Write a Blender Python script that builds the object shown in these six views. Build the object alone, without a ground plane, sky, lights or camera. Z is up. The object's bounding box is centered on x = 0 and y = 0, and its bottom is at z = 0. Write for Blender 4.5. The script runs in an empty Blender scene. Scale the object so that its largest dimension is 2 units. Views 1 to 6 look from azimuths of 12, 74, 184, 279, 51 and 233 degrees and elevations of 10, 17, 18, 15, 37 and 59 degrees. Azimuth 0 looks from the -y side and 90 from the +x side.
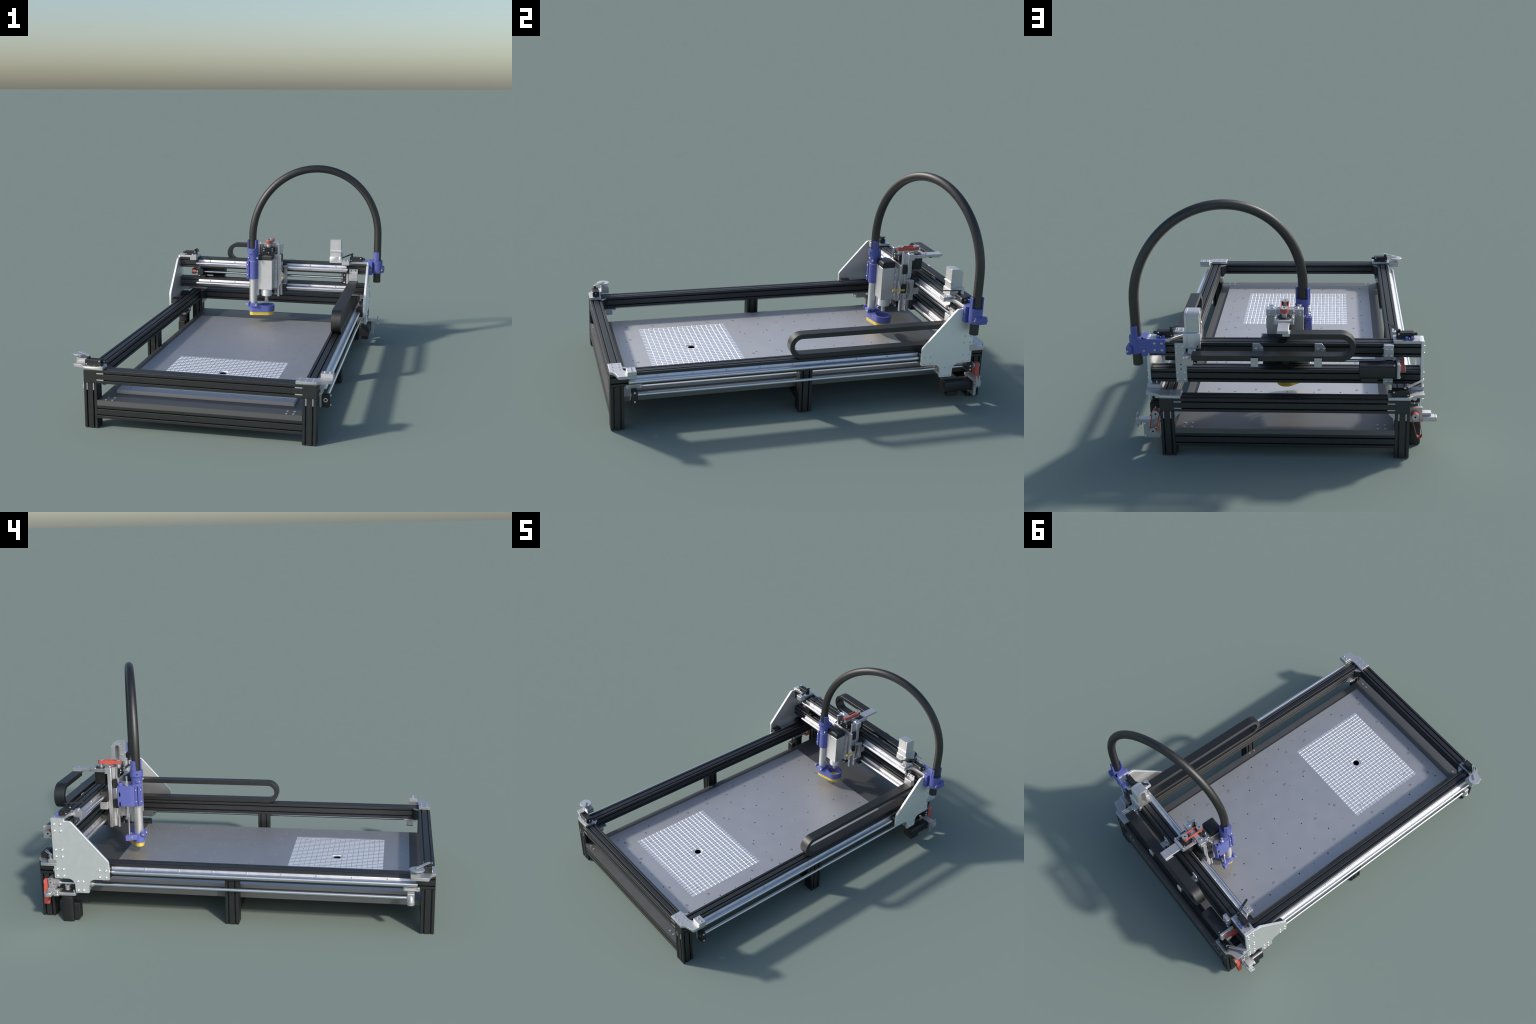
import bpy, bmesh, math, random
from mathutils import Vector, Matrix
random.seed(7)
pi = math.pi

# ------------------------------------------------------------------ sizes
CX, CY = -0.013, -0.006          # centre lines of the frame
XL, XR = -0.591, 0.565           # outer faces of the side rails
YF, YB = -0.9965, 0.9845         # front and back end faces
W = 0.0665                       # width of the slotted bar
ZR0, ZR1 = 0.229, 0.2955         # side rails
BY0, BY1 = 0.814, 0.8805         # gantry beams
PL, PR = -0.6435, 0.6175         # inner faces of the gantry plates
def mx(x): return 2 * CX - x

# ------------------------------------------------------------------ materials
def material(name, col, rough, metal=0.0, spec=0.5, grain=0.0, scale=40.0, stretch=(1, 1, 1), coat=0.0, bump=0.0):
    m = bpy.data.materials.new(name)
    m.use_nodes = True
    nt = m.node_tree
    b = nt.nodes["Principled BSDF"]
    b.inputs["Metallic"].default_value = metal
    b.inputs["Specular IOR Level"].default_value = spec
    b.inputs["Coat Weight"].default_value = coat
    tc = nt.nodes.new("ShaderNodeTexCoord")
    mp = nt.nodes.new("ShaderNodeMapping")
    mp.inputs["Scale"].default_value = stretch
    nz = nt.nodes.new("ShaderNodeTexNoise")
    nz.inputs["Scale"].default_value = scale
    nz.inputs["Detail"].default_value = 4
    nt.links.new(tc.outputs["Object"], mp.inputs["Vector"])
    nt.links.new(mp.outputs["Vector"], nz.inputs["Vector"])
    rp = nt.nodes.new("ShaderNodeValToRGB")
    lo = [max(0, c * (1 - grain)) for c in col]
    hi = [min(1, c * (1 + grain)) for c in col]
    rp.color_ramp.elements[0].position = 0.3
    rp.color_ramp.elements[1].position = 0.7
    rp.color_ramp.elements[0].color = (*lo, 1)
    rp.color_ramp.elements[1].color = (*hi, 1)
    nt.links.new(nz.outputs["Fac"], rp.inputs["Fac"])
    nt.links.new(rp.outputs["Color"], b.inputs["Base Color"])
    mr = nt.nodes.new("ShaderNodeMapRange")
    mr.inputs["To Min"].default_value = rough - 0.03
    mr.inputs["To Max"].default_value = rough + 0.03
    nt.links.new(nz.outputs["Fac"], mr.inputs["Value"])
    nt.links.new(mr.outputs["Result"], b.inputs["Roughness"])
    if bump:
        bp = nt.nodes.new("ShaderNodeBump")
        bp.inputs["Strength"].default_value = bump
        bp.inputs["Distance"].default_value = 0.001
        nt.links.new(nz.outputs["Fac"], bp.inputs["Height"])
        nt.links.new(bp.outputs["Normal"], b.inputs["Normal"])
    return m

PLATE = material("bead_blasted_aluminium", (0.935, 0.945, 0.93), 0.575, 1.0, grain=0.015)
ALU = material("milled_aluminium", (0.64, 0.64, 0.64), 0.55, 1.0, grain=0.02)
ALUW = material("pale_cast_aluminium", (0.73, 0.73, 0.725), 0.56, 1.0, grain=0.02)
RAILALU = material("extruded_aluminium", (0.70, 0.70, 0.71), 0.46, 1.0, grain=0.07, scale=30)
CHROME = material("ground_steel", (0.84, 0.845, 0.86), 0.32, 1.0, grain=0.02)
BED = material("grey_bed_plate", (0.582, 0.58, 0.585), 0.585, 1.0, grain=0.015, scale=12)
BASE = material("dark_base_plate", (0.225, 0.225, 0.222), 0.585, 1.0, grain=0.02, scale=12)
GRID = material("pale_vacuum_plate", (0.90, 0.91, 0.92), 0.57, 1.0, grain=0.02)
BLACK = material("black_anodised_bar", (0.086, 0.087, 0.088), 0.5, 1.0, grain=0.04)
BLACKP = material("black_plastic", (0.072, 0.073, 0.074), 0.55, 1.0, 0.5, grain=0.06)
CHAINM = material("dark_chain_plastic", (0.082, 0.082, 0.081), 0.5, 1.0, 0.5, grain=0.05)
HOSEM = material("dark_rubber_hose", (0.092, 0.090, 0.087), 0.5, 1.0, 0.5, grain=0.05)
BLUE = material("blue_printed_plastic", (0.115, 0.137, 0.42), 0.5, 0.0, 0.5, grain=0.04, scale=120)
YELLOW = material("yellow_brush", (0.82, 0.60, 0.085), 0.5, 0.3, 0.4, grain=0.05, scale=150)
RED = material("red_belt", (0.60, 0.11, 0.075), 0.5, 0.0, 0.4, grain=0.05)
DEPTHBLACK = material("painted_depth_black", (0.006, 0.006, 0.006), 0.8, 0.0, 0.1)  # near-black colour standing in for the shade inside openings
WHITE = material("spindle_grey", (0.73, 0.73, 0.725), 0.56, 1.0, 0.5, grain=0.02)

# ------------------------------------------------------------------ helpers
WLOC = {}
def put(ob, parent, wloc):
    WLOC[ob.name] = Vector(wloc)
    bpy.context.scene.collection.objects.link(ob)
    if parent is not None:
        while parent.parent is not None and parent.parent.parent is not None:
            parent = parent.parent        # thing > part > sub-part, no deeper
        ob.parent = parent
        return WLOC[parent.name]
    return Vector((0, 0, 0))

def finish(bm, name, mat, parent, smooth=None, kind=None):
    """World-space bmesh -> object whose origin sits in the middle of its mesh."""
    bmesh.ops.recalc_face_normals(bm, faces=bm.faces[:])
    lo = Vector((1e9,) * 3); hi = -lo
    for v in bm.verts:
        for i in range(3):
            lo[i] = min(lo[i], v.co[i]); hi[i] = max(hi[i], v.co[i])
    c = (lo + hi) / 2
    for v in bm.verts: v.co -= c
    me = bpy.data.meshes.new(name)
    if smooth is not None:
        for f in bm.faces: f.smooth = True
        for e in bm.edges:
            if len(e.link_faces) == 2 and e.calc_face_angle(0) > smooth: e.smooth = False
    bm.to_mesh(me); bm.free()
    me.materials.append(mat)
    ob = bpy.data.objects.new(name, me)
    base = put(ob, parent, c)
    ob.location = c - base
    if kind: ob["kind"] = kind
    return ob

def bevel_all(bm, off, seg=1, ang=0.5):
    es = [e for e in bm.edges if len(e.link_faces) == 2 and e.calc_face_angle(0) > ang]
    if off > 0 and es:
        bmesh.ops.bevel(bm, geom=es, offset=off, segments=seg, profile=0.5, affect='EDGES', clamp_overlap=True)

def add_box(bm, x0, x1, y0, y1, z0, z1):
    x0, x1 = sorted((x0, x1)); y0, y1 = sorted((y0, y1)); z0, z1 = sorted((z0, z1))
    v = [bm.verts.new((x, y, z)) for x in (x0, x1) for y in (y0, y1) for z in (z0, z1)]
    for q in ((0, 1, 3, 2), (4, 6, 7, 5), (0, 4, 5, 1), (2, 3, 7, 6), (0, 2, 6, 4), (1, 5, 7, 3)):
        bm.faces.new([v[i] for i in q])

def box(name, mat, parent, x0, x1, y0, y1, z0, z1, bev=0.0012, seg=1):
    bm = bmesh.new(); add_box(bm, x0, x1, y0, y1, z0, z1)
    bmesh.ops.recalc_face_normals(bm, faces=bm.faces[:])
    bevel_all(bm, bev, seg)
    return finish(bm, name, mat, parent)

def place(axis, a, b, t):
    """2D point (a,b) on the plane across an axis, at height t along it."""
    return {'x': (t, a, b), 'y': (a, t, b), 'z': (a, b, t)}[axis]

def add_prism(bm, pts, axis, lo, hi):
    A = [bm.verts.new(place(axis, a, b, lo)) for a, b in pts]
    B = [bm.verts.new(place(axis, a, b, hi)) for a, b in pts]
    n = len(pts)
    bm.faces.new(A); bm.faces.new(B[::-1])
    for i in range(n): bm.faces.new((A[i], B[i], B[(i + 1) % n], A[(i + 1) % n]))

def prism(name, mat, parent, pts, axis, lo, hi, bev=0.001, smooth=0.6):
    bm = bmesh.new(); add_prism(bm, pts, axis, lo, hi)
    bmesh.ops.recalc_face_normals(bm, faces=bm.faces[:])
    bevel_all(bm, bev, 1, 0.6)
    return finish(bm, name, mat, parent, smooth)

def circle(cx, cy, r, n=24, a0=0.0, a1=2 * pi, close=False):
    m = n if not close else n + 1
    return [(cx + r * math.cos(a0 + (a1 - a0) * i / n), cy + r * math.sin(a0 + (a1 - a0) * i / n)) for i in range(m)]

def holed(name, mat, parent, outer, holes, axis, lo, hi, smooth=0.6, through=None):
    """Plate with an outline and round or square openings right through it."""
    bm = bmesh.new()
    ends = []
    for t in (lo, hi):
        edges = []; loops = []
        for lp in [outer] + holes:
            vs = [bm.verts.new(place(axis, a, b, t)) for a, b in lp]
            loops.append(vs)
            for i in range(len(vs)): edges.append(bm.edges.new((vs[i], vs[(i + 1) % len(vs)])))
        bmesh.ops.triangle_fill(bm, edges=edges, use_beauty=True, use_dissolve=False)
        ends.append(loops)
    for A, B in zip(*ends):
        n = len(A)
        for i in range(n): bm.faces.new((A[i], B[i], B[(i + 1) % n], A[(i + 1) % n]))
    return finish(bm, name, mat, parent, smooth)

def frame_of(d):
    d = Vector(d).normalized()
    u = d.cross(Vector((0, 0, 1)) if abs(d.z) < 0.9 else Vector((1, 0, 0))).normalized()
    return d, u, d.cross(u)

def add_rev(bm, p, d, prof, n=24):
    """Turned part: profile of (distance along axis, radius), capped at both ends."""
    d, u, w = frame_of(d); p = Vector(p); rings = []
    for t, r in prof:
        rings.append([bm.verts.new(p + d * t + (u * math.cos(2 * pi * i / n) + w * math.sin(2 * pi * i / n)) * r) for i in range(n)])
    for A, B in zip(rings, rings[1:]):
        for i in range(n): bm.faces.new((A[i], A[(i + 1) % n], B[(i + 1) % n], B[i]))
    bm.faces.new(rings[0]); bm.faces.new(rings[-1])

def turned(name, mat, parent, p, d, prof, n=24, smooth=0.6):
    bm = bmesh.new(); add_rev(bm, p, d, prof, n)
    return finish(bm, name, mat, parent, smooth)

def rod(name, mat, parent, p0, p1, r, n=24, ch=0.001):
    L = (Vector(p1) - Vector(p0)).length
    return turned(name, mat, parent, p0, Vector(p1) - Vector(p0), [(0, r - ch), (ch, r), (L - ch, r), (L, r - ch)], n)

def ring(name, mat, parent, p, d, r0, r1, h, n=32):
    """Hollow tube piece."""
    bm = bmesh.new(); d, u, w = frame_of(d); p = Vector(p); rings = []
    for t, r in ((0, r1), (h, r1), (h, r0), (0, r0)):
        rings.append([bm.verts.new(p + d * t + (u * math.cos(2 * pi * i / n) + w * math.sin(2 * pi * i / n)) * r) for i in range(n)])
    for k in range(4):
        A, B = rings[k], rings[(k + 1) % 4]
        for i in range(n): bm.faces.new((A[i], A[(i + 1) % n], B[(i + 1) % n], B[i]))
    return finish(bm, name, mat, parent, 0.6)

def sweep(name, mat, parent, path, r, n=28):
    bm = bmesh.new(); P = [Vector(p) for p in path]; rings = []
    side = None
    for i, p in enumerate(P):
        d = (P[min(i + 1, len(P) - 1)] - P[max(i - 1, 0)]).normalized()
        if side is None: side = frame_of(d)[1]
        side = (side - d * side.dot(d)).normalized()
        w = d.cross(side)
        rings.append([bm.verts.new(p + (side * math.cos(2 * pi * k / n) + w * math.sin(2 * pi * k / n)) * r) for k in range(n)])
    for A, B in zip(rings, rings[1:]):
        for i in range(n): bm.faces.new((A[i], A[(i + 1) % n], B[(i + 1) % n], B[i]))
    bm.faces.new(rings[0]); bm.faces.new(rings[-1])
    return finish(bm, name, mat, parent, 0.6)

# --- screws: one shared mesh per kind, copies turned to face a direction
SCREW = {}
def screw_mesh(kind, r, h, mat):
    key = (kind, r, h, mat.name)
    if key in SCREW: return SCREW[key]
    bm = bmesh.new(); n = 18
    if kind == 'cap':      # socket head, hexagonal socket
        prof = [(-0.001, r), (h * 0.75, r), (h, r * 0.8)]
    elif kind == 'dome':
        prof = [(-0.001, r), (h * 0.35, r), (h * 0.8, r * 0.8), (h, r * 0.52)]
    elif kind == 'flat':   # head let into the surface
        prof = [(-0.001, r), (h - 0.0003, r), (h, r - 0.0004)]
    else:                  # hexagon nut or head
        prof = [(-0.001, r), (h * 0.85, r), (h, r * 0.88)]; n = 6
    rings = [[bm.verts.new((rr * math.cos(2 * pi * i / n), rr * math.sin(2 * pi * i / n), t)) for i in range(n)] for t, rr in prof]
    for A, B in zip(rings, rings[1:]):
        for i in range(n): bm.faces.new((A[i], A[(i + 1) % n], B[(i + 1) % n], B[i]))
    bm.faces.new(rings[0][::-1])
    q = r * 0.45
    sock = [[bm.verts.new((q * math.cos(2 * pi * i / n), q * math.sin(2 * pi * i / n), t)) for i in range(n)] for t in (h, h * 0.35)]
    for A, B in ((rings[-1], sock[0]), (sock[0], sock[1])):
        for i in range(n): bm.faces.new((A[i], A[(i + 1) % n], B[(i + 1) % n], B[i]))
    bm.faces.new(sock[1])
    bmesh.ops.recalc_face_normals(bm, faces=bm.faces[:])
    for f in bm.faces: f.smooth = True
    for e in bm.edges:
        if len(e.link_faces) == 2 and e.calc_face_angle(0) > 0.6: e.smooth = False
    me = bpy.data.meshes.new(kind + "_screw"); bm.to_mesh(me); bm.free()
    me.materials.append(mat); SCREW[key] = me
    return me

def screw(parent, p, d, r=0.0055, h=0.005, kind='dome', mat=None, name="bolt"):
    ob = bpy.data.objects.new(name, screw_mesh(kind, r, h, mat or CHROME))
    base = put(ob, parent, p)
    ob.rotation_euler = Vector((0, 0, 1)).rotation_difference(Vector(d)).to_euler()
    ob.location = Vector(p) - base
    return ob

# --- slotted bar section: two slots on every side
def slot_section(h=W / 2, slot=0.0031, deep=0.012, ch=0.0009):
    side = [(-h + 0.0012, h)]
    for c in (-h / 2, h / 2):
        side += [(c - slot - ch, h), (c - slot, h - ch), (c - slot, h - deep), (c + slot, h - deep), (c + slot, h - ch), (c + slot + ch, h)]
    side += [(h - 0.0012, h)]
    pts = []
    for k in range(4):
        c, s = [(1, 0), (0, -1), (-1, 0), (0, 1)][k]
        pts += [(a * c - b * s, a * s + b * c) for a, b in side]
    return pts
SECTION = slot_section()

def bar(name, parent, axis, ca, cb, lo, hi):
    return prism(name, BLACK, parent, [(a + ca, b + cb) for a, b in SECTION], axis, lo, hi, bev=0, smooth=None)

# --- supported round rail: base, pedestal and rod, pointing along +u
def rail_section(out, wdt=0.0215):
    s = [(0.0003, -wdt), (0.0062, -wdt), (0.0075, -wdt + 0.002), (0.0095, -0.0105), (0.013, -0.0075), (0.0225, -0.0055)]
    s = s + [(a, -b) for a, b in s[::-1]]
    return [(a * out, b) for a, b in s]

def chain_outline(tip, far, zlo, zhi, th, sgn, far2=None):
    """Flat side view of a folded cable carrier: two runs joined by a half turn."""
    far2 = far if far2 is None else far2
    R = (zhi - zlo) / 2; zc = (zlo + zhi) / 2; cx = tip + sgn * R
    n = 18; base = pi if sgn > 0 else 0
    out = [(cx + R * math.cos(a), zc + R * math.sin(a)) for a in [pi / 2 + sgn * pi * i / n for i in range(n + 1)]]
    r = R - th
    inn = [(cx + r * math.cos(a), zc + r * math.sin(a)) for a in [pi / 2 + sgn * pi * i / n for i in range(n + 1)]]
    return [(far2, zhi)] + out + [(far, zlo), (far, zlo + th)] + inn[::-1] + [(far2, zhi - th)]

def belt(name, parent, c0, c1, r0, r1, axis, lo, hi, th=0.0028):
    """Closed toothed belt round two pulleys, drawn in the plane across axis."""
    a0, b0 = c0; a1, b1 = c1
    d = math.atan2(b1 - b0, a1 - a0); L = math.hypot(a1 - a0, b1 - b0)
    k = math.acos(max(-1, min(1, (r0 - r1) / L)))
    def loop(e):
        p = circle(a0, b0, r0 + e, 14, d + k, d + 2 * pi - k, True)
        return p + circle(a1, b1, r1 + e, 14, d - k, d + k, True)
    return holed(name, RED, parent, loop(th), [loop(0.0)], axis, lo, hi)

def pulley(parent, p, d, r=0.0150, h=0.020):
    fl = r * 1.14
    ob = turned("pulley", ALU, parent, p, d, [(0, fl), (0.0018, fl), (0.0018, r), (h - 0.0022, r), (h - 0.0022, fl), (h, fl)], 28)
    q = Vector(p) + Vector(d) * (h + 0.0004)
    turned("bore_disc", DEPTHBLACK, ob, q, d, [(-0.002, r * 0.28), (0, r * 0.28)], 14)  # black disc laid on the end face, no bore is cut
    return ob

def motor(name, parent, axis, ca, cb, lo, hi, h=0.039, cut=0.011):
    """Square stepper motor with cut corners; flange at the hi end."""
    o = [(-h + cut, -h), (h - cut, -h), (h, -h + cut), (h, h - cut), (h - cut, h), (-h + cut, h), (-h, h - cut), (-h, -h + cut)]
    s = 1 if hi > lo else -1
    m = prism(name, BLACKP, parent, [(a + ca, b + cb) for a, b in o], axis, lo, hi - s * 0.008, 0.0015)
    f = h * 0.98
    prism("flange", BLACKP, m, [(a * f + ca, b * f + cb) for a, b in ((-1, -1), (1, -1), (1, 1), (-1, 1))], axis, hi - s * 0.008, hi, 0.0012)
    return m

# ------------------------------------------------------------------ the machine
root = bpy.data.objects.new("milling_machine", None)
put(root, None, (0, 0, 0))
root["label"] = "black and silver gantry milling machine with an arched hose"
root["category"] = "milling machine"

# ---- frame
hw = W / 2
rails = {}
for x, s in ((XL + hw, -1), (XR - hw, 1)):
    r = bar("side_rail", root, 'y', x, (ZR0 + ZR1) / 2, YF + 0.003, YB - 0.003)
    rails[s] = r
    for y, e in ((YF, 1), (YB, -1)):
        box("end_cap", BLACK, r, x - hw, x + hw, y, y + e * 0.0029, ZR0, ZR1, 0.001)
cross = {}
for y, e in ((YF + hw, -1), (YB - hw, 1)):
    b = bar("cross_rail", root, 'x', y, (ZR0 + ZR1) / 2, XL + W, XR - W)
    cross[e] = b
    lowb = bar("lower_rail", root, 'x', y, 0.117 - hw, XL + W, XR - W)
    for x in (XL + W, XR - W):
        s = 1 if x < 0 else -1
        for z in (-1, 1):
            box("slot_nut", ALU, b, x, x + s * 0.036, y + e * (hw - 0.011), y + e * (hw - 0.0006), (ZR0 + ZR1) / 2 + z * hw / 2 - 0.0029, (ZR0 + ZR1) / 2 + z * hw / 2 + 0.0029, 0.0004)
bar("lower_rail", root, 'x', CY, 0.117 - hw, XL + W, XR - W)
for x in (XL + hw, XR - hw):
    for y in (YF + hw, CY, YB - hw):
        g = bar("leg", root, 'z', x, y, 0.0, ZR0 - 0.0006)
        if y == CY: continue
        e = -1 if y < 0 else 1
        for k in (-1, 1):
            box("slot_nut", ALU, g, x + k * hw / 2 - 0.0029, x + k * hw / 2 + 0.0029, y + e * (hw - 0.011), y + e * (hw - 0.0006), ZR0 - 0.036, ZR0 - 0.001, 0.0004)
# corner brackets inside the frame
for sx in (-1, 1):
    for sy in (-1, 1):
        xi = XL + W if sx < 0 else XR - W
        yi = YF + W if sy < 0 else YB - W
        t = 0.034
        tri = [(xi, yi), (xi - sx * t, yi), (xi - sx * t, yi - sy * 0.006), (xi - sx * 0.006, yi - sy * t), (xi, yi - sy * t)]
        cb = prism("corner_bracket", BLACKP, cross[sy], tri, 'z', ZR0 + 0.004, ZR1 - 0.006, 0.0008)
        prism("bracket_cover", ALU, cb, [(xi + (a - xi) * 0.9, yi + (b - yi) * 0.9) for a, b in tri], 'z', ZR1 - 0.0058, ZR1 - 0.0045, 0)
        ym = YF + hw if sy < 0 else YB - hw
        gus = [(xi, ZR0 - 0.0008), (xi - sx * 0.032, ZR0 - 0.0008), (xi - sx * 0.032, ZR0 - 0.004), (xi - sx * 0.004, ZR0 - 0.034), (xi, ZR0 - 0.034)]
        if sy > 0: prism("leg_gusset", ALU, cross[sy], gus, 'y', ym - 0.028, ym + 0.028, 0.0008)

# ---- base plate and bed
HXC, HYC = -0.0135, -0.488       # middle of the vacuum plate
bx0, bx1 = XL + W + 0.0005, XR - W - 0.0005
base = holed("base_plate", BASE, root, [(bx0, YF), (bx1, YF), (bx1, YB), (bx0, YB)], [circle(HXC, HYC, 0.0195, 28)], 'z', 0.1175, 0.1435, None)
for sx in (-1, 1):
    for sy in (-1, 1):
        for a in (0.4345, 0.4685):
            for b in (0.942, 0.977):
                screw(base, (CX + sx * a, CY + sy * b, 0.1435), (0, 0, 1), 0.0062, 0.0022, 'flat', BED)
for x in (XL + W + 0.012, XR - W - 0.012):
    for y in (CY - 0.018, CY + 0.018):
        screw(base, (x, y, 0.1435), (0, 0, 1), 0.0055, 0.0022, 'flat', BED)

BX0, BX1, BYF, BYB, BZ0, BZ1 = -0.4645, 0.4395, -0.879, 0.6995, 0.1442, 0.1630
GX0, GX1, GY0, GY1 = -0.3215, 0.2945, -0.7405, -0.2355
holes = []; dark = []; light = []; ringp = []
for k in range(-3, 4):
    for j in range(14):
        x = -0.0122 + 0.1318 * k; y = 0.6425 - 0.11315 * j
        if GX0 - 0.01 < x < GX1 + 0.01 and GY0 - 0.01 < y < GY1 + 0.01: continue
        if (k + j) % 2 == 0: dark.append((x, y))
        else: light.append((x, y))
for y, outer_only in ((-0.8055, 0), (-0.652, 1), (-0.326, 1), (-0.1725, 0), (-0.0135, 0), (0.1405, 1), (0.302, 1), (0.4645, 1), (0.6195, 0)):
    for x in (-0.358, -0.1705, 0.1455, 0.332):
        if outer_only and abs(x + 0.013) < 0.3: continue
        ringp.append((x, y))
holes += [circle(x, y, 0.0043, 12) for x, y in dark]
holes += [circle(x, y, 0.0036, 12) for x, y in light]
holes += [circle(x, y, 0.0086, 20) for x, y in ringp]
holes.append([(GX0, GY0), (GX1, GY0), (GX1, GY1), (GX0, GY1)])
bed = holed("bed_plate", BED, root, [(BX0, BYF), (BX1, BYF), (BX1, BYB), (BX0, BYB)], holes, 'z', BZ0, BZ1, None)
for x, y in dark: rod("hole_black_plug", DEPTHBLACK, bed, (x, y, 0.1438), (x, y, 0.1475), 0.0042, 12, 0.0002)  # black plug added low in each hole to darken it
for x, y in light: ring("thread_insert", BED, bed, (x, y, 0.1445), (0, 0, 1), 0.0023, 0.0036, 0.0172, 12)
for x, y in ringp: screw(bed, (x, y, BZ1 - 0.0055), (0, 0, 1), 0.0066, 0.0052, 'flat', BED, "bed_bolt")

# vacuum plate: rows of raised pads with sloping edges between grooves, open in the middle
bm = bmesh.new(); NX, NY = 28, 18
px, py = (GX1 - GX0) / NX, (GY1 - GY0) / NY
hx, hy = HXC, HYC; g = 0.0011; ch = 0.0017; zt = BZ1 + 0.0002
def pad(x0, x1, y0, y1, ins):
    """One pad: upright foot, then a 45 degree slope up to its flat top."""
    z0, zm = BZ1 - 0.0062, zt - ch
    l = [[bm.verts.new((x, y, z)) for x, y in ((x0 + a * ins[0], y0 + a * ins[2]), (x1 - a * ins[1], y0 + a * ins[2]), (x1 - a * ins[1], y1 - a * ins[3]), (x0 + a * ins[0], y1 - a * ins[3]))] for z, a in ((z0, 0), (zm, 0), (zt, ch))]
    for A, B in zip(l, l[1:]):
        for i in range(4):
            bm.faces.new((A[i], A[(i + 1) % 4], B[(i + 1) % 4], B[i]))
    bm.faces.new(l[-1])
for i in range(NX):
    for j in range(NY):
        x0, y0 = GX0 + i * px, GY0 + j * py
        ins = (1 if i else 0.02, 1 if i < NX - 1 else 0.02, 1 if j else 0.02, 1 if j < NY - 1 else 0.02)
        if math.hypot(x0 + px / 2 - hx, y0 + py / 2 - hy) < 0.034: continue
        pad(x0 + (g if i else 0.0004), x0 + px - (g if i < NX - 1 else 0.0004), y0 + (g if j else 0.0004), y0 + py - (g if j < NY - 1 else 0.0004), ins)
pads = finish(bm, "vacuum_pads", GRID, bed, None, "stuff")
holed("vacuum_floor", GRID, bed, [(GX0 + 0.0003, GY0 + 0.0003), (GX1 - 0.0003, GY0 + 0.0003), (GX1 - 0.0003, GY1 - 0.0003), (GX0 + 0.0003, GY1 - 0.0003)], [circle(hx, hy, 0.0195, 28)], 'z', BZ0 + 0.001, BZ1 - 0.0058)
bm = bmesh.new(); n = 40            # dished rim round the port
rr = [[bm.verts.new((hx + r * math.cos(2 * pi * k / n), hy + r * math.sin(2 * pi * k / n), z)) for k in range(n)] for r, z in ((0.0196, BZ1 - 0.0057), (0.0196, BZ1 - 0.0036), (0.0300, BZ1 - 0.0034), (0.0302, BZ1 - 0.0004), (0.0330, BZ1 - 0.0004), (0.0330, BZ1 - 0.0057))]
for A, B in zip(rr, rr[1:]):
    for k in range(n): bm.faces.new((A[k], A[(k + 1) % n], B[(k + 1) % n], B[k]))
finish(bm, "vacuum_port", GRID, bed, 0.5)
liner = ring("port_black_liner", DEPTHBLACK, base, (hx, hy, 0.0600), (0, 0, 1), 0.0188, 0.0193, 0.0972, 28)  # added black liner that makes the port opening look dark
rod("liner_end_disc", DEPTHBLACK, liner, (hx, hy, 0.0580), (hx, hy, 0.0598), 0.0215, 28, 0.0002)  # black disc added to close off the liner
for sx in (-1, 1):
    for sy in (-1, 1):
        turned("plate_screw", BED, bed, (hx + sx * 0.2575, hy + sy * 0.186, BZ1 - 0.004), (0, 0, 1), [(0, 0.0060), (0.0045, 0.0060), (0.0048, 0.0056)], 16)
bm = bmesh.new()
vents = [(hx + 0.039 * math.cos(a), hy + 0.039 * math.sin(a)) for a in [pi / 4 * i + pi / 8 for i in range(8)]]
for i in range(-5, 6):
    for j in range(-3, 4):
        if (i + j) % 2 == 0 and (abs(i) > 1 or abs(j) > 1): vents.append((hx + i * 0.0525 + 0.004, hy + j * 0.066 + 0.003))
for x, y in vents: add_rev(bm, (x, y, BZ1 - 0.003), (0, 0, 1), [(0, 0.0013), (0.0034, 0.0013)], 8)
finish(bm, "vent_pegs", BASE, bed, None, "stuff")  # solid dark pegs painted in for vents, nothing is cut

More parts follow.
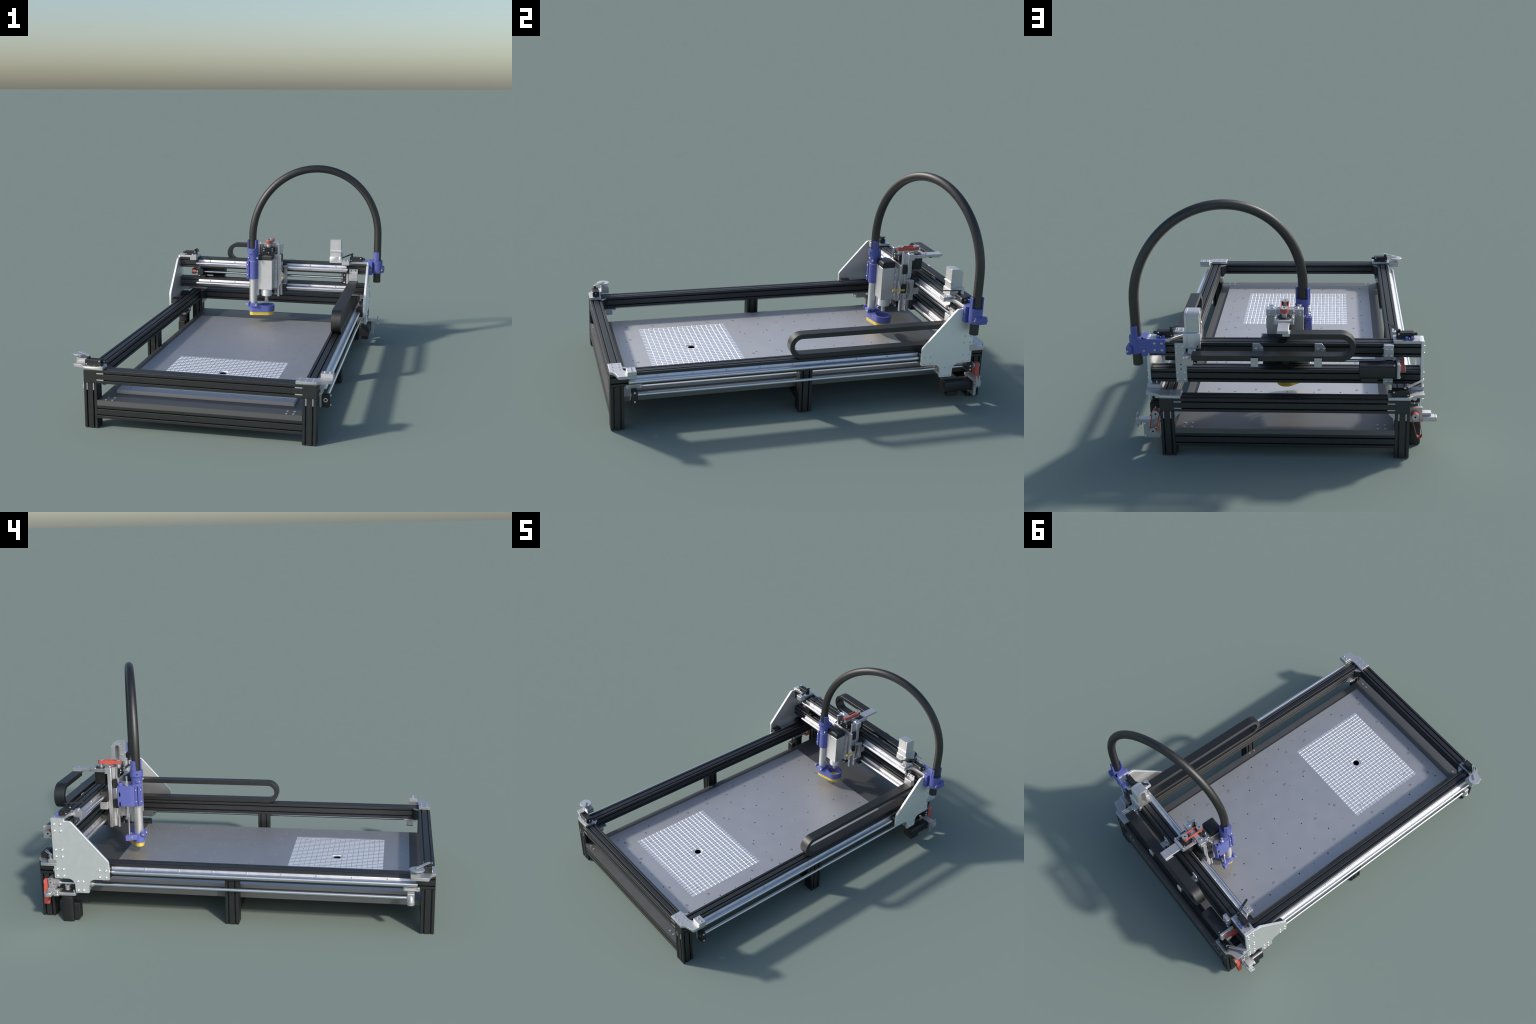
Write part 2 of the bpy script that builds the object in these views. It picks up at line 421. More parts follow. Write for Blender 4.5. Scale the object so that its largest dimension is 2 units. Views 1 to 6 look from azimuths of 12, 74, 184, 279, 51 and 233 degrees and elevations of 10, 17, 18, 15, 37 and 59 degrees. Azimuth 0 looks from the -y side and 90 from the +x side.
# ---- Y axis rails, screws and drives on both sides
for s in (-1, 1):
    xf = XL if s < 0 else XR
    xr = xf + s * 0.0285
    zc = (ZR0 + ZR1) / 2
    sup = prism("rail_support", RAILALU, rails[s], [(xf + a, zc + b) for a, b in rail_section(s)], 'y', -0.905, 0.893, 0.0004)
    rod("guide_rod", CHROME, rails[s], (xr, -0.911, zc), (xr, 0.899, zc), 0.0095, 28)
    for k in range(10):
        for b in (-1, 1):
            screw(sup, (xf + s * 0.007, -0.769 + 0.171 * k, zc + b * 0.0152), (s, 0, 0), 0.0042, 0.0042, 'cap')
    xs = xf + s * 0.030; zs = 0.195
    rod("drive_screw", CHROME, root, (xs, -0.895, zs), (xs, 0.945, zs), 0.0078, 20)
    # front screw bearing
    fb = box("screw_mount", ALU, rails[s], xf - s * 0.085, xf + s * 0.013, -0.922, -0.846, 0.2215, 0.2285, 0.001)
    for y in (-0.911, -0.855):
        for x in (0.004, -0.075): screw(fb, (xf + s * x, y, 0.2215), (0, 0, -1), 0.0055, 0.005, 'cap')
    fl = box("mount_flange", ALU, fb, xf + s * 0.0006, xf + s * 0.0085, -0.9225, -0.8435, 0.2220, 0.2395, 0.001)
    for y in (-0.915, -0.851): screw(fl, (xf + s * 0.0085, y, 0.231), (s, 0, 0), 0.0052, 0.005, 'cap')
    box("mount_rib", ALU, fb, xf - s * 0.078, xf - s * 0.058, -0.902, -0.866, 0.190, 0.2214, 0.002)
    if s > 0:
        o = [(-0.0215, -0.030), (-0.014, -0.037), (0.014, -0.037), (0.0215, -0.030), (0.0215, 0.018), (0.0150, 0.0262), (-0.0150, 0.0262), (-0.0215, 0.018)]
        bb = prism("end_bearing", BLACKP, fb, [(xs + a, zs + b) for a, b in o], 'y', -0.899, -0.870, 0.0012)
        ring("bearing_ring", CHROME, bb, (xs, -0.8985, zs), (0, -1, 0), 0.006, 0.0105, 0.0022)
        for z in (-0.028, 0.019): screw(bb, (xs + 0.0215, -0.8845, zs + z), (1, 0, 0), 0.0052, 0.004, 'dome')
        box("mount_foot", ALU, fb, xf + 0.001, xf + 0.010, -0.903, -0.866, 0.160, 0.2214, 0.001)
    else:
        bb = box("end_bearing", ALU, fb, xs - 0.014, xs + 0.016, -0.898, -0.863, 0.176, 0.2214, 0.004, 2)
        turned("bearing_cap", ALU, bb, (xs - 0.005, -0.8805, 0.2135), (0, 0, -1), [(0, 0.006), (0.012, 0.013), (0.034, 0.0165), (0.036, 0.0195), (0.050, 0.0195), (0.052, 0.017)], 24)

# ---- gantry side plates
def arc2(c, r, a0, a1, n=8):
    return circle(c[0], c[1], r, n, math.radians(a0), math.radians(a1), True)
out = [(0.8815, 0.546), (0.8815, 0.235)] + [(0.878, 0.2315)]
out += [(0.822, 0.2315)] + arc2((0.8125, 0.1965), 0.035, 90, 180)      # rear cove
out += [(0.7775, 0.161), (0.7745, 0.158), (0.7085, 0.158), (0.7055, 0.161)]
out += arc2((0.6705, 0.1965), 0.035, 0, 90)                           # front cove
out += [(0.600, 0.2315), (0.597, 0.2345), (0.597, 0.318), (0.599, 0.328), (0.6045, 0.336)]
out += [(0.776, 0.5275), (0.784, 0.532), (0.794, 0.5335), (0.814, 0.5335), (0.814, 0.546)]
plates = {}
for s in (-1, 1):
    xi = PL if s < 0 else PR
    pl = prism("gantry_plate", PLATE, root, out, 'x', xi + s * 0.0002, xi + s * 0.0135, 0.0011)
    plates[s] = pl
    xo = xi + s * 0.0135
    pts = [(y, z) for y in (0.866, 0.8325) for z in (0.516, 0.4815, 0.382, 0.3465, 0.280, 0.2445)]
    pts += [(y, z) for y in (0.6465, 0.613) for z in (0.281, 0.2445)] + [(y, z) for y in (0.762, 0.7345) for z in (0.218, 0.1715)]
    for y, z in pts:
        if s > 0 and z > 0.45: continue          # covered by the hose clamp
        screw(pl, (xo, y, z), (s, 0, 0), 0.0056, 0.0058, 'dome')
    for y in (0.598, 0.818):                      # bearing blocks running on the rod
        o = [(0.0415, -0.027), (0.0415, 0.027), (0.004, 0.027), (0.004, -0.027)]
        xf = XL if s < 0 else XR
        prism("bearing_block", BLACKP, pl, [(xf + s * (a + 0.0105), zc + b) for a, b in o], 'y', y, y + 0.064, 0.0012)
    xs = (XL if s < 0 else XR) + s * 0.030
    nb = box("screw_nut_block", ALU, pl, xs - s * 0.020, xi - s * 0.0002, 0.709, 0.775, 0.165, 0.224, 0.002)
    turned("screw_nut", ALU, nb, (xs, 0.690, 0.195), (0, 1, 0), [(0, 0.0115), (0.006, 0.0115), (0.006, 0.015), (0.0188, 0.015)], 24)
    for z in (0.185, 0.205): screw(nb, (xs + s * 0.012, 0.776, z), (0, 1, 0), 0.004, 0.004, 'cap')

# ---- gantry beams, rails and screw
ZU, ZL = 0.499, 0.3642
YM = (BY0 + BY1) / 2
beams = []
for z in (ZU, ZL):
    b = bar("gantry_beam", root, 'x', YM, z, PL + 0.0003, PR - 0.0003)
    beams.append(b)
    sup = prism("rail_support", RAILALU, b, [(BY0 + a, z + b2) for a, b2 in rail_section(-1)], 'x', -0.513, 0.487, 0.0004)
    rod("guide_rod", CHROME, b, (-0.5225, BY0 - 0.0285, z), (0.4965, BY0 - 0.0285, z), 0.0095, 28)
    for k in range(6):
        for q in (-1, 1):
            screw(sup, (-0.432 + 0.1695 * k, BY0 - 0.007, z + q * 0.0152), (0, -1, 0), 0.0042, 0.0042, 'cap')
ZS = 0.4325; YS = 0.847
rod("drive_screw", CHROME, root, (-0.55, YS, ZS), (0.495, YS, ZS), 0.0078, 20)
eb = box("end_bearing", BLACKP, beams[1], -0.521, -0.486, 0.815, 0.870, 0.4145, 0.4575, 0.0015)
for z in (0.408, 0.4605): rod("bearing_stud", CHROME, eb, (-0.519, 0.830, z), (-0.507, 0.830, z), 0.0062, 16)
box("bearing_foot", BLACKP, eb, -0.503, -0.470, 0.822, 0.862, 0.398, 0.4144, 0.001)
eb2 = box("end_bearing", BLACKP, beams[1], 0.462, 0.484, 0.818, 0.872, 0.3985, 0.465, 0.0012)
for z in (0.407, 0.457): screw(eb2, (0.473, 0.818, z), (0, -1, 0), 0.0055, 0.004, 'dome')
box("bearing_foot", ALU, eb2, 0.4845, 0.4965, 0.815, 0.879, 0.3985, 0.465, 0.001)

# X motor, its plate, belt and pulleys behind the beams
mp = box("drive_plate", ALU, root, -0.5435, -0.5290, 0.884, 0.9715, 0.3985, 0.4690, 0.002)
xm = motor("stepper_motor", root, 'x', 0.9400, 0.4305, -0.359, -0.5288, 0.0330, 0.009)
box("plug_housing", BLACKP, xm, -0.366, -0.443, 0.920, 0.962, 0.3760, 0.3982, 0.002)
for y in (0.908, 0.9645):
    for z in (0.405, 0.462): screw(mp, (-0.5436, y, z), (-1, 0, 0), 0.0035, 0.003, 'cap'); screw(xm, (-0.519, y, z), (1, 0, 0), 0.0038, 0.005, 'hex')
pulley(mp, (-0.5440, 0.9365, 0.4345), (-1, 0, 0), 0.0150, 0.026)
pulley(mp, (-0.5440, YS, ZS), (-1, 0, 0), 0.0150, 0.026)
belt("belt", mp, (0.9365, 0.4345), (YS, ZS), 0.0152, 0.0152, 'x', -0.566, -0.549)
mb = box("beam_bracket", ALU, root, -0.517, -0.471, 0.8808, 0.905, 0.4615, 0.5335, 0.002)
for x in (-0.483, -0.506):
    for z in (0.516, 0.482): screw(mb, (x, 0.905, z), (0, 1, 0), 0.006, 0.004, 'dome')
mb2 = box("beam_bracket", ALU, root, -0.517, -0.471, 0.8808, 0.8900, 0.331, 0.398, 0.0012)
for x in (-0.483, -0.506):
    for z in (0.3815, 0.3475): screw(mb2, (x, 0.890, z), (0, 1, 0), 0.006, 0.004, 'dome')
for z in (0.516, 0.482):
    for y in (0.894,): rod("bracket_screw", CHROME, mb, (-0.471, y, z), (-0.466, y, z), 0.0035, 12)
bp = box("beam_bracket", ALU, root, 0.4435, 0.4965, 0.8808, 0.8895, 0.3325, 0.5315, 0.002)
for x in (0.4545, 0.4875):
    for z in (0.516, 0.482, 0.3815, 0.3475): screw(bp, (x, 0.8895, z), (0, 1, 0), 0.006, 0.004, 'dome')
for z in (0.425, 0.401): rod("bracket_black_disc", DEPTHBLACK, bp, (0.471, 0.8893, z), (0.471, 0.8899, z), 0.0032, 12, 0.0001)  # flat black discs in place of drilled holes

# ---- cable carriers
yc = prism("cable_chain", CHAINM, root, chain_outline(-0.097, 0.775, 0.2962, 0.4285, 0.0245, 1), 'x', 0.5075, 0.5625, 0.0012)
ce = box("chain_end", ALU, yc, 0.5055, 0.5605, 0.7705, 0.803, 0.428, 0.4725, 0.0015)
lip = box("chain_bracket", ALU, ce, 0.5055, 0.5605, 0.797, 0.8055, 0.4727, 0.502, 0.001)
for x in (0.520, 0.546): rod("bracket_black_disc", DEPTHBLACK, lip, (x, 0.7966, 0.4915), (x, 0.7972, 0.4915), 0.004, 12, 0.0001)  # black discs on the lip, not cut through
prism("chain_link", CHAINM, yc, [(0.7755, 0.404), (0.800, 0.404), (0.800, 0.4278), (0.7755, 0.4285)], 'x', 0.508, 0.562, 0.001)
xc = prism("cable_chain", CHAINM, root, chain_outline(-0.342, 0.405, 0.488, 0.621, 0.0248, 1, -0.046), 'y', 0.9265, 0.9815, 0.0012)
for x in (0.1155, -0.172):
    cl = box("chain_clip", ALU, xc, x - 0.017, x + 0.017, 0.9895, 0.9965, 0.466, 0.507, 0.001)
    box("clip_floor", ALU, cl, x - 0.017, x + 0.017, 0.8815, 0.9894, 0.4835, 0.4872, 0.0005)
    prism("clip_back", ALU, cl, [(x + 0.017, 0.4873), (x + 0.017, 0.533), (x - 0.016, 0.533), (x - 0.033, 0.514), (x - 0.033, 0.4873)], 'y', 0.8812, 0.887, 0.0008)
    screw(cl, (x, 0.887, 0.506), (0, 1, 0), 0.007, 0.005, 'dome')
    box("clip_ear", ALU, cl, x - 0.033, x - 0.020, 0.8871, 0.900, 0.498, 0.514, 0.001)
an = box("chain_end", ALU, xc, 0.405, 0.447, 0.938, 0.962, 0.452, 0.494, 0.0015)
box("anchor_arm", ALU, an, 0.420, 0.452, 0.8897, 0.938, 0.470, 0.490, 0.002)
box("anchor_tab", ALU, an, 0.395, 0.430, 0.900, 0.926, 0.490, 0.512, 0.002)
screw(an, (0.413, 0.926, 0.500), (0, 1, 0), 0.006, 0.005, 'dome')
for k in range(4):
    box("anchor_comb", ALU, an, 0.404 + 0.012 * k, 0.410 + 0.012 * k, 0.962, 0.985, 0.4935 - 0.003, 0.4985, 0.0008)
rod("anchor_screw", CHROME, an, (0.400, 0.950, 0.463), (0.392, 0.950, 0.463), 0.004, 12)

# ---- hollow cast housing astride the upper beam
h1 = [(0.823, 0.533), (0.823, 0.685), (0.868, 0.685), (0.880, 0.679), (0.8895, 0.668), (0.8905, 0.533)]
slot = [(0.838, 0.560), (0.838, 0.655)] + arc2((0.8525, 0.655), 0.0145, 180, 0, 8)[1:] + [(0.867, 0.560)]
hs = holed("cast_housing", ALUW, root, h1, [slot], 'x', 0.3760, 0.432, 0.5)
prism("housing_wall", ALUW, hs, h1, 'x', 0.4322, 0.4450, 0.001)
box("housing_band", ALUW, hs, 0.3735, 0.4500, 0.817, 0.8375, 0.606, 0.6165, 0.002)
lo = prism("housing_foot", ALUW, hs, [(0.8165, 0.5337), (0.8165, 0.573), (0.8228, 0.576), (0.8908, 0.590), (0.9000, 0.585), (0.9000, 0.512), (0.893, 0.506), (0.8815, 0.506), (0.8815, 0.5337)], 'x', 0.4325, 0.4530, 0.0012)
prism("housing_foot", ALUW, hs, [(0.8165, 0.5337), (0.8165, 0.573), (0.8228, 0.576), (0.8228, 0.5337)], 'x', 0.3735, 0.4323, 0.001)
prism("housing_foot", ALUW, hs, [(0.8908, 0.590), (0.9000, 0.585), (0.9000, 0.512), (0.893, 0.506), (0.8815, 0.506), (0.8815, 0.5337), (0.8908, 0.5337)], 'x', 0.3725, 0.4323, 0.001)
for y in (0.830, 0.884):
    for z in (0.676, 0.640): rod("housing_black_dot", DEPTHBLACK, hs, (0.3763, y, z), (0.3755, y, z), 0.0018, 10, 0.0001)  # small black dots on the face, housing is not drilled
screw(hs, (0.386, 0.9003, 0.520), (0, 1, 0), 0.0035, 0.002, 'dome', DEPTHBLACK)

# ---- limit switches
def limit_switch(parent, x0, x1, y0, y1, z0, z1, s):
    """Black switch body with cable nose at the -s end and screws on its side."""
    b = box("limit_switch", BLACKP, parent, x0, x1, y0, y1, z0, z1, 0.002)
    xe = x0 if s > 0 else x1
    rod("cable_nose", BLACKP, b, (xe, (y0 + y1) / 2, (z0 + z1) / 2 + 0.003), (xe - s * 0.016, (y0 + y1) / 2, (z0 + z1) / 2 + 0.003), 0.007, 12)
    for x in (x0 + 0.009, x1 - 0.009):
        for y, d in ((y0, -1), (y1, 1)): screw(b, (x, y, z1 - 0.006 if x > (x0 + x1) / 2 else z0 + 0.008), (0, d, 0), 0.004, 0.003, 'dome')
    xh = x1 if s > 0 else x0
    rod("switch_head", BLACKP, b, (xh - s * 0.012, (y0 + y1) / 2, z1), (xh - s * 0.012, (y0 + y1) / 2, z1 + 0.012), 0.006, 14)
    return b

def lever(parent, mat, p0, p1, z, w=0.0075, t=0.0035, dz=0.0):
    """Slotted switch lever lying flat from p0 to p1."""
    a = math.atan2(p1[1] - p0[1], p1[0] - p0[0]); L = math.hypot(p1[0] - p0[0], p1[1] - p0[1])
    ca, sa = math.cos(a), math.sin(a)
    put2 = lambda pts: [(p0[0] + x * ca - y * sa, p0[1] + x * sa + y * ca) for x, y in pts]
    o = put2(circle(0, 0, w, 10, pi / 2, 3 * pi / 2, True) + circle(L, 0, w * 0.85, 10, -pi / 2, pi / 2, True))
    q = w * 0.3
    i = put2(circle(L * 0.08, 0, q, 6, pi / 2, 3 * pi / 2, True) + circle(L * 0.52, 0, q, 6, -pi / 2, pi / 2, True))
    ob = holed("switch_lever", mat, parent, o, [i], 'z', z, z + t)
    if dz:
        n = ob.data.vertices; c = WLOC[ob.name]
        for v in n: v.co.z += dz * (((v.co.x + c.x - p0[0]) * ca + (v.co.y + c.y - p0[1]) * sa) / L)
    return ob

def corner_plate(sx, sy):
    """Bolted plate over a frame corner with an arm reaching out past the rail."""
    o = [(0.478, 0.9905), (0.577, 0.9905), (0.584, 0.979), (0.594, 0.9705), (0.605, 0.966), (0.617, 0.9635), (0.642, 0.957), (0.645, 0.954), (0.645, 0.873), (0.643, 0.871), (0.587, 0.871), (0.585, 0.873), (0.585, 0.907), (0.580, 0.916), (0.571, 0.922), (0.558, 0.926), (0.480, 0.926), (0.478, 0.928)]
    pts = [(CX + sx * a, CY + sy * b) for a, b in o]
    p = prism("corner_plate", ALU, root, pts, 'z', ZR1 + 0.0006, ZR1 + 0.0155, 0.001)
    zt = ZR1 + 0.0155
    for a in (0.494, 0.526, 0.559):
        for b in (0.974, 0.941): screw(p, (CX + sx * a, CY + sy * b, zt), (0, 0, 1), 0.0056, 0.0012, 'flat', ALU)
    xs = sorted((CX + sx * 0.5855, CX + sx * 0.6455)); ys = sorted((CY + sy * 0.8705, CY + sy * 0.915))
    b = box("stop_block", ALU, p, *xs, *ys, zt + 0.0002, zt + 0.0195, 0.0012)
    return p, b, zt

for sx in (-1, 1):
    for sy in (-1, 1):
        p, b, zt = corner_plate(sx, sy)
        if sx > 0:
            for x in (0.603, 0.628): screw(b, (CX + x, CY + sy * 0.8925, zt + 0.0195), (0, 0, 1), 0.0034, 0.008, 'cap')
        elif sy < 0:
            sw = limit_switch(p, -0.590, -0.505, -0.978, -0.941, zt, 0.3415, -1)
            rod("lever_post", BLACKP, sw, (-0.575, -0.960, 0.34), (-0.575, -0.960, 0.356), 0.006, 14)
            lv = lever(sw, ALU, (-0.572, -0.963), (-0.645, -0.905), 0.3565)
            dk = turned("contact_disc", ALU, b, (-0.643, -0.906, 0.3445), (0, 0, 1), [(0, 0.0345), (0.001, 0.0355), (0.0055, 0.0355), (0.0065, 0.0345)], 40)
            rod("disc_post", CHROME, dk, (-0.643, -0.906, zt), (-0.643, -0.906, 0.3445), 0.007, 16)
        else:
            sw = limit_switch(p, -0.590, -0.508, 0.937, 0.975, zt, 0.3395, -1)
            lv = lever(sw, ALU, (-0.570, 0.957), (-0.654, 0.893), 0.345, dz=0.008)
            rod("lever_post", BLACKP, sw, (-0.572, 0.955, 0.335), (-0.572, 0.955, 0.346), 0.006, 14)
            rod("disc_post", CHROME, b, (-0.648, 0.899, zt + 0.019), (-0.648, 0.899, 0.352), 0.006, 16)

# switches on top of the gantry
def gantry_switch(s):
    zt = 0.5472
    if s < 0: o = [(PL + 0.0005, 0.8815), (-0.517, 0.8815), (-0.5165, 0.760), (-0.520, 0.757), (-0.553, 0.757), (-0.5565, 0.760), (-0.5565, 0.785), (-0.562, 0.800), (-0.572, 0.810), (-0.586, 0.8155), (PL + 0.0005, 0.8165)]
    else: o = [(PR - 0.0005, 0.8815), (0.520, 0.8815), (0.509, 0.860), (0.462, 0.815), (0.462, 0.757), (0.509, 0.757), (0.512, 0.780), (0.520, 0.798), (0.535, 0.808), (0.555, 0.8145), (PR - 0.0005, 0.8165)]
    p = prism("switch_plate", ALU, root, o, 'z', 0.5332, zt, 0.001)
    xa, xb = (-0.558, -0.515) if s < 0 else (0.4605, 0.508)
    b = box("stop_block", ALU, p, xa, xb, 0.7555, 0.812 if s > 0 else 0.800, 0.5250 if s < 0 else 0.5325, 0.5565, 0.0012)
    for x in (xa + 0.013, xb - 0.013): screw(b, (x, 0.778, 0.5565), (0, 0, 1), 0.0034, 0.007, 'cap')
    if s < 0:
        sw = limit_switch(p, -0.612, -0.532, 0.820, 0.852, zt, 0.5745, 1)
        lever(sw, BLACKP, (-0.535, 0.846), (-0.500, 0.757), 0.5855)
        rod("lever_post", BLACKP, sw, (-0.535, 0.842, 0.574), (-0.535, 0.842, 0.587), 0.005, 12)
        xk = -0.590
    else:
        sw = limit_switch(p, 0.505, 0.585, 0.820, 0.852, zt, 0.5755, -1)
        lever(sw, BLACKP, (0.518, 0.842), (0.460, 0.775), 0.592, dz=-0.016)
        rod("lever_post", BLACKP, sw, (0.517, 0.840, 0.574), (0.517, 0.840, 0.593), 0.005, 12)
        xk = 0.563
    cc = box("cable_clip", BLUE, p, xk - 0.020, xk - 0.006, 0.858, 0.872, zt, 0.561, 0.002)
    box("cable_clip", BLUE, p, xk + 0.006, xk + 0.020, 0.858, 0.872, zt, 0.561, 0.002)
    box("clip_base", BLUE, p, xk - 0.0055, xk + 0.0055, 0.860, 0.870, zt, 0.5515, 0.0005)
    screw(p, (xk, 0.865, 0.5515), (0, 0, 1), 0.004, 0.006, 'cap')
    screw(p, (xk - 0.045 * s * -1, 0.868, zt), (0, 0, 1), 0.006, 0.001, 'dome', ALU)
    return p
gantry_switch(-1); gantry_switch(1)

# ---- Y drive, right: motor lies along the rail
xs = XR + 0.030
rb = box("rear_bearing", BLACKP, root, xs - 0.020, xs + 0.034, 0.864, 0.898, 0.176, 0.226, 0.002)
box("bearing_foot", BLACKP, rb, xs - 0.010, xs + 0.030, 0.868, 0.894, 0.2262, 0.2355, 0.001)
for z in (0.187, 0.207): screw(rb, (xs + 0.034, 0.884, z), (1, 0, 0), 0.0055, 0.004, 'dome')
screw(rb, (xs + 0.006, 0.898, 0.205), (0, 1, 0), 0.0045, 0.003, 'dome')
mpl = box("motor_plate", ALU, root, 0.5825, 0.6630, 0.8980, 0.9130, 0.0505, 0.1355, 0.0015)
bar_o = [(0.5795, 0.880), (0.5795, 0.917), (0.6985, 0.917), (0.6985, 0.888), (0.668, 0.888), (0.660, 0.886), (0.610, 0.886), (0.604, 0.880)]
tb = prism("tension_bar", ALU, mpl, bar_o, 'z', 0.1358, 0.1505, 0.001)
box("tension_lug", ALU, tb, 0.672, 0.6988, 0.888, 0.9172, 0.1195, 0.1355, 0.0015)
for x, y in ((0.690, 0.910), (0.690, 0.894)): rod("tension_screw", CHROME, tb, (x, y, 0.108), (x, y, 0.176), 0.0038, 12)
ym_ = motor("stepper_motor", root, 'y', 0.6160, 0.1040, 0.737, 0.8978, 0.0315, 0.009)
box("plug_housing", BLACKP, ym_, 0.5920, 0.6400, 0.757, 0.820, 0.0480, 0.0727, 0.002)
for x, z in ((0.655, 0.123), (0.655, 0.061), (0.588, 0.123), (0.588, 0.061)): screw(mpl, (x, 0.913, z), (0, 1, 0), 0.006 if x > 0.6 else 0.0025, 0.003, 'dome')
pulley(mpl, (0.612, 0.9135, 0.104), (0, 1, 0), 0.0155, 0.034)
pulley(rb, (xs, 0.914, 0.195), (0, 1, 0), 0.0155, 0.034)
belt("belt", mpl, (0.612, 0.104), (xs, 0.195), 0.0157, 0.0157, 'y', 0.923, 0.9445)

# ---- Y drive, left: motor hangs upright under its plate
xs = XL - 0.030
rb = box("rear_bearing", ALU, root, -0.654, -0.596, 0.899, 0.9195, 0.166, 0.2275, 0.0015)
box("bearing_housing", ALU, rb, -0.641, -0.597, 0.866, 0.8988, 0.178, 0.222, 0.003)
for z in (0.205, 0.222): rod("bracket_black_disc", DEPTHBLACK, rb, (-0.6535, 0.909, z), (-0.6545, 0.909, z), 0.003, 10, 0.0001)  # black discs on the side face imitate holes
tl = prism("tension_bar", ALU, root, [(-0.6545, 0.882), (-0.6545, 0.917), (-0.7200, 0.917), (-0.7240, 0.911), (-0.7240, 0.884), (-0.7200, 0.882)], 'z', 0.156, 0.178, 0.0012)
box("tension_lug", ALU, tl, -0.6975, -0.6548, 0.872, 0.906, 0.1782, 0.193, 0.002)
for y in (0.889, 0.905): rod("bracket_black_disc", DEPTHBLACK, tl, (-0.715, y, 0.1777), (-0.715, y, 0.1784), 0.003, 10, 0.0001)  # black discs on the bar top imitate holes
hp = box("motor_plate", ALU, root, -0.6615, -0.5975, 0.7785, 0.8975, 0.1400, 0.1565, 0.003)
box("tension_lug", ALU, hp, -0.690, -0.6618, 0.8555, 0.884, 0.147, 0.178, 0.003)
for z in (0.156, 0.170): screw(hp, (-0.690, 0.862, z), (-0.4, -0.9, 0), 0.0055, 0.006, 'dome')
screw(hp, (-0.655, 0.786, 0.1565), (0, 0, 1), 0.004, 0.016, 'cap')
lm = motor("stepper_motor", root, 'z', -0.6240, 0.8270, 0.0000, 0.1398, 0.0305, 0.008)
box("plug_housing", BLACKP, lm, -0.648, -0.602, 0.7660, 0.7965, 0.012, 0.098, 0.003)
box("motor_cover", BLACKP, hp, -0.652, -0.600, 0.790, 0.855, 0.1567, 0.164, 0.001)
pulley(lm, (-0.6285, 0.8285, 0.1642), (0, 0, 1), 0.0120, 0.022)
pulley(rb, (xs + 0.001, 0.921, 0.195), (0, 1, 0), 0.0155, 0.030)
belt("belt", rb, (xs + 0.001, 0.195), (-0.6405, 0.098), 0.0157, 0.011, 'y', 0.926, 0.949)

# ---- Z axis carriage
zc0 = -0.0140
def around(x): return 2 * zc0 - x
nut = box("carriage_nut", ALUW, root, zc0 - 0.108, zc0 + 0.108, 0.7650, 0.8080, 0.4270, 0.4685, 0.002)
for sx in (-1, 1):
    for z in (ZU, ZL):
        o = [(0.7648, -0.030), (0.8000, -0.030), (0.8000, 0.030), (0.7648, 0.030)]
        prism("bearing_block", BLACKP, nut, [(a, z + b) for a, b in o], 'x', zc0 + sx * 0.062 - 0.046, zc0 + sx * 0.062 + 0.046, 0.0012)
zb = box("backing_plate", ALU, root, -0.1010, 0.0735, 0.7485, 0.7640, 0.3185, 0.6235, 0.0012)
box("top_bracket", ALU, zb, -0.1010, 0.0735, 0.7485, 0.7775, 0.6238, 0.6585, 0.0015)
for x in (-0.085, 0.058):
    for z in (0.645, 0.632): screw(zb, (x, 0.7775, z), (0, 1, 0), 0.0055, 0.005, 'dome')
    rod("top_screw", CHROME, zb, (x - 0.014 * (1 if x > 0 else -1), 0.757, 0.6585), (x - 0.014 * (1 if x > 0 else -1), 0.757, 0.664), 0.0075, 16)
for x in (zc0 - 0.066, zc0 + 0.066):
    sec = [(x + b, 0.7483 - a) for a, b in rail_section(1, 0.021)]
    prism("rail_support", RAILALU, zb, sec, 'z', 0.3235, 0.6575, 0.0004)
    rod("guide_rod", CHROME, zb, (x, 0.7175, 0.317), (x, 0.7175, 0.660), 0.0095, 24)
    for z in (0.39, 0.62):
        screw(zb, (x + (0.0165 if x > 0 else -0.0165), 0.7415, z - 0.03), (0, -1, 0), 0.0035, 0.004, 'cap')
    for z in (0.572, 0.457):
        o = [(x - 0.0255, 0.7092), (x + 0.0255, 0.7092), (x + 0.0255, 0.7350), (x + 0.0105, 0.7350), (x + 0.0115, 0.722), (x - 0.0115, 0.722), (x - 0.0105, 0.7350), (x - 0.0255, 0.7350)]
        prism("bearing_block", BLACKP, zb, o, 'z', z - 0.025, z + 0.025, 0.001)
rod("drive_screw", CHROME, root, (zc0, 0.724, 0.330), (zc0, 0.724, 0.672), 0.0065, 16)
ub = box("end_bearing", BLACKP, zb, -0.046, 0.024, 0.706, 0.7482, 0.608, 0.640, 0.0015)
for x in (-0.041, 0.0125):
    for z in (0.617, 0.631): screw(ub, (x, 0.706, z), (0, -1, 0), 0.0048, 0.004, 'dome')
turned("bearing_neck", ALU, ub, (zc0, 0.724, 0.6402), (0, 0, 1), [(0, 0.013), (0.020, 0.013), (0.026, 0.010)], 20)
lb = box("end_bearing", BLACKP, zb, -0.040, 0.020, 0.708, 0.7482, 0.327, 0.350, 0.0015)
screw(lb, (0.013, 0.708, 0.336), (0, -1, 0), 0.0055, 0.005, 'dome')
box("screw_nut_block", ALU, zb, -0.040, 0.012, 0.7095, 0.742, 0.486, 0.530, 0.0015)

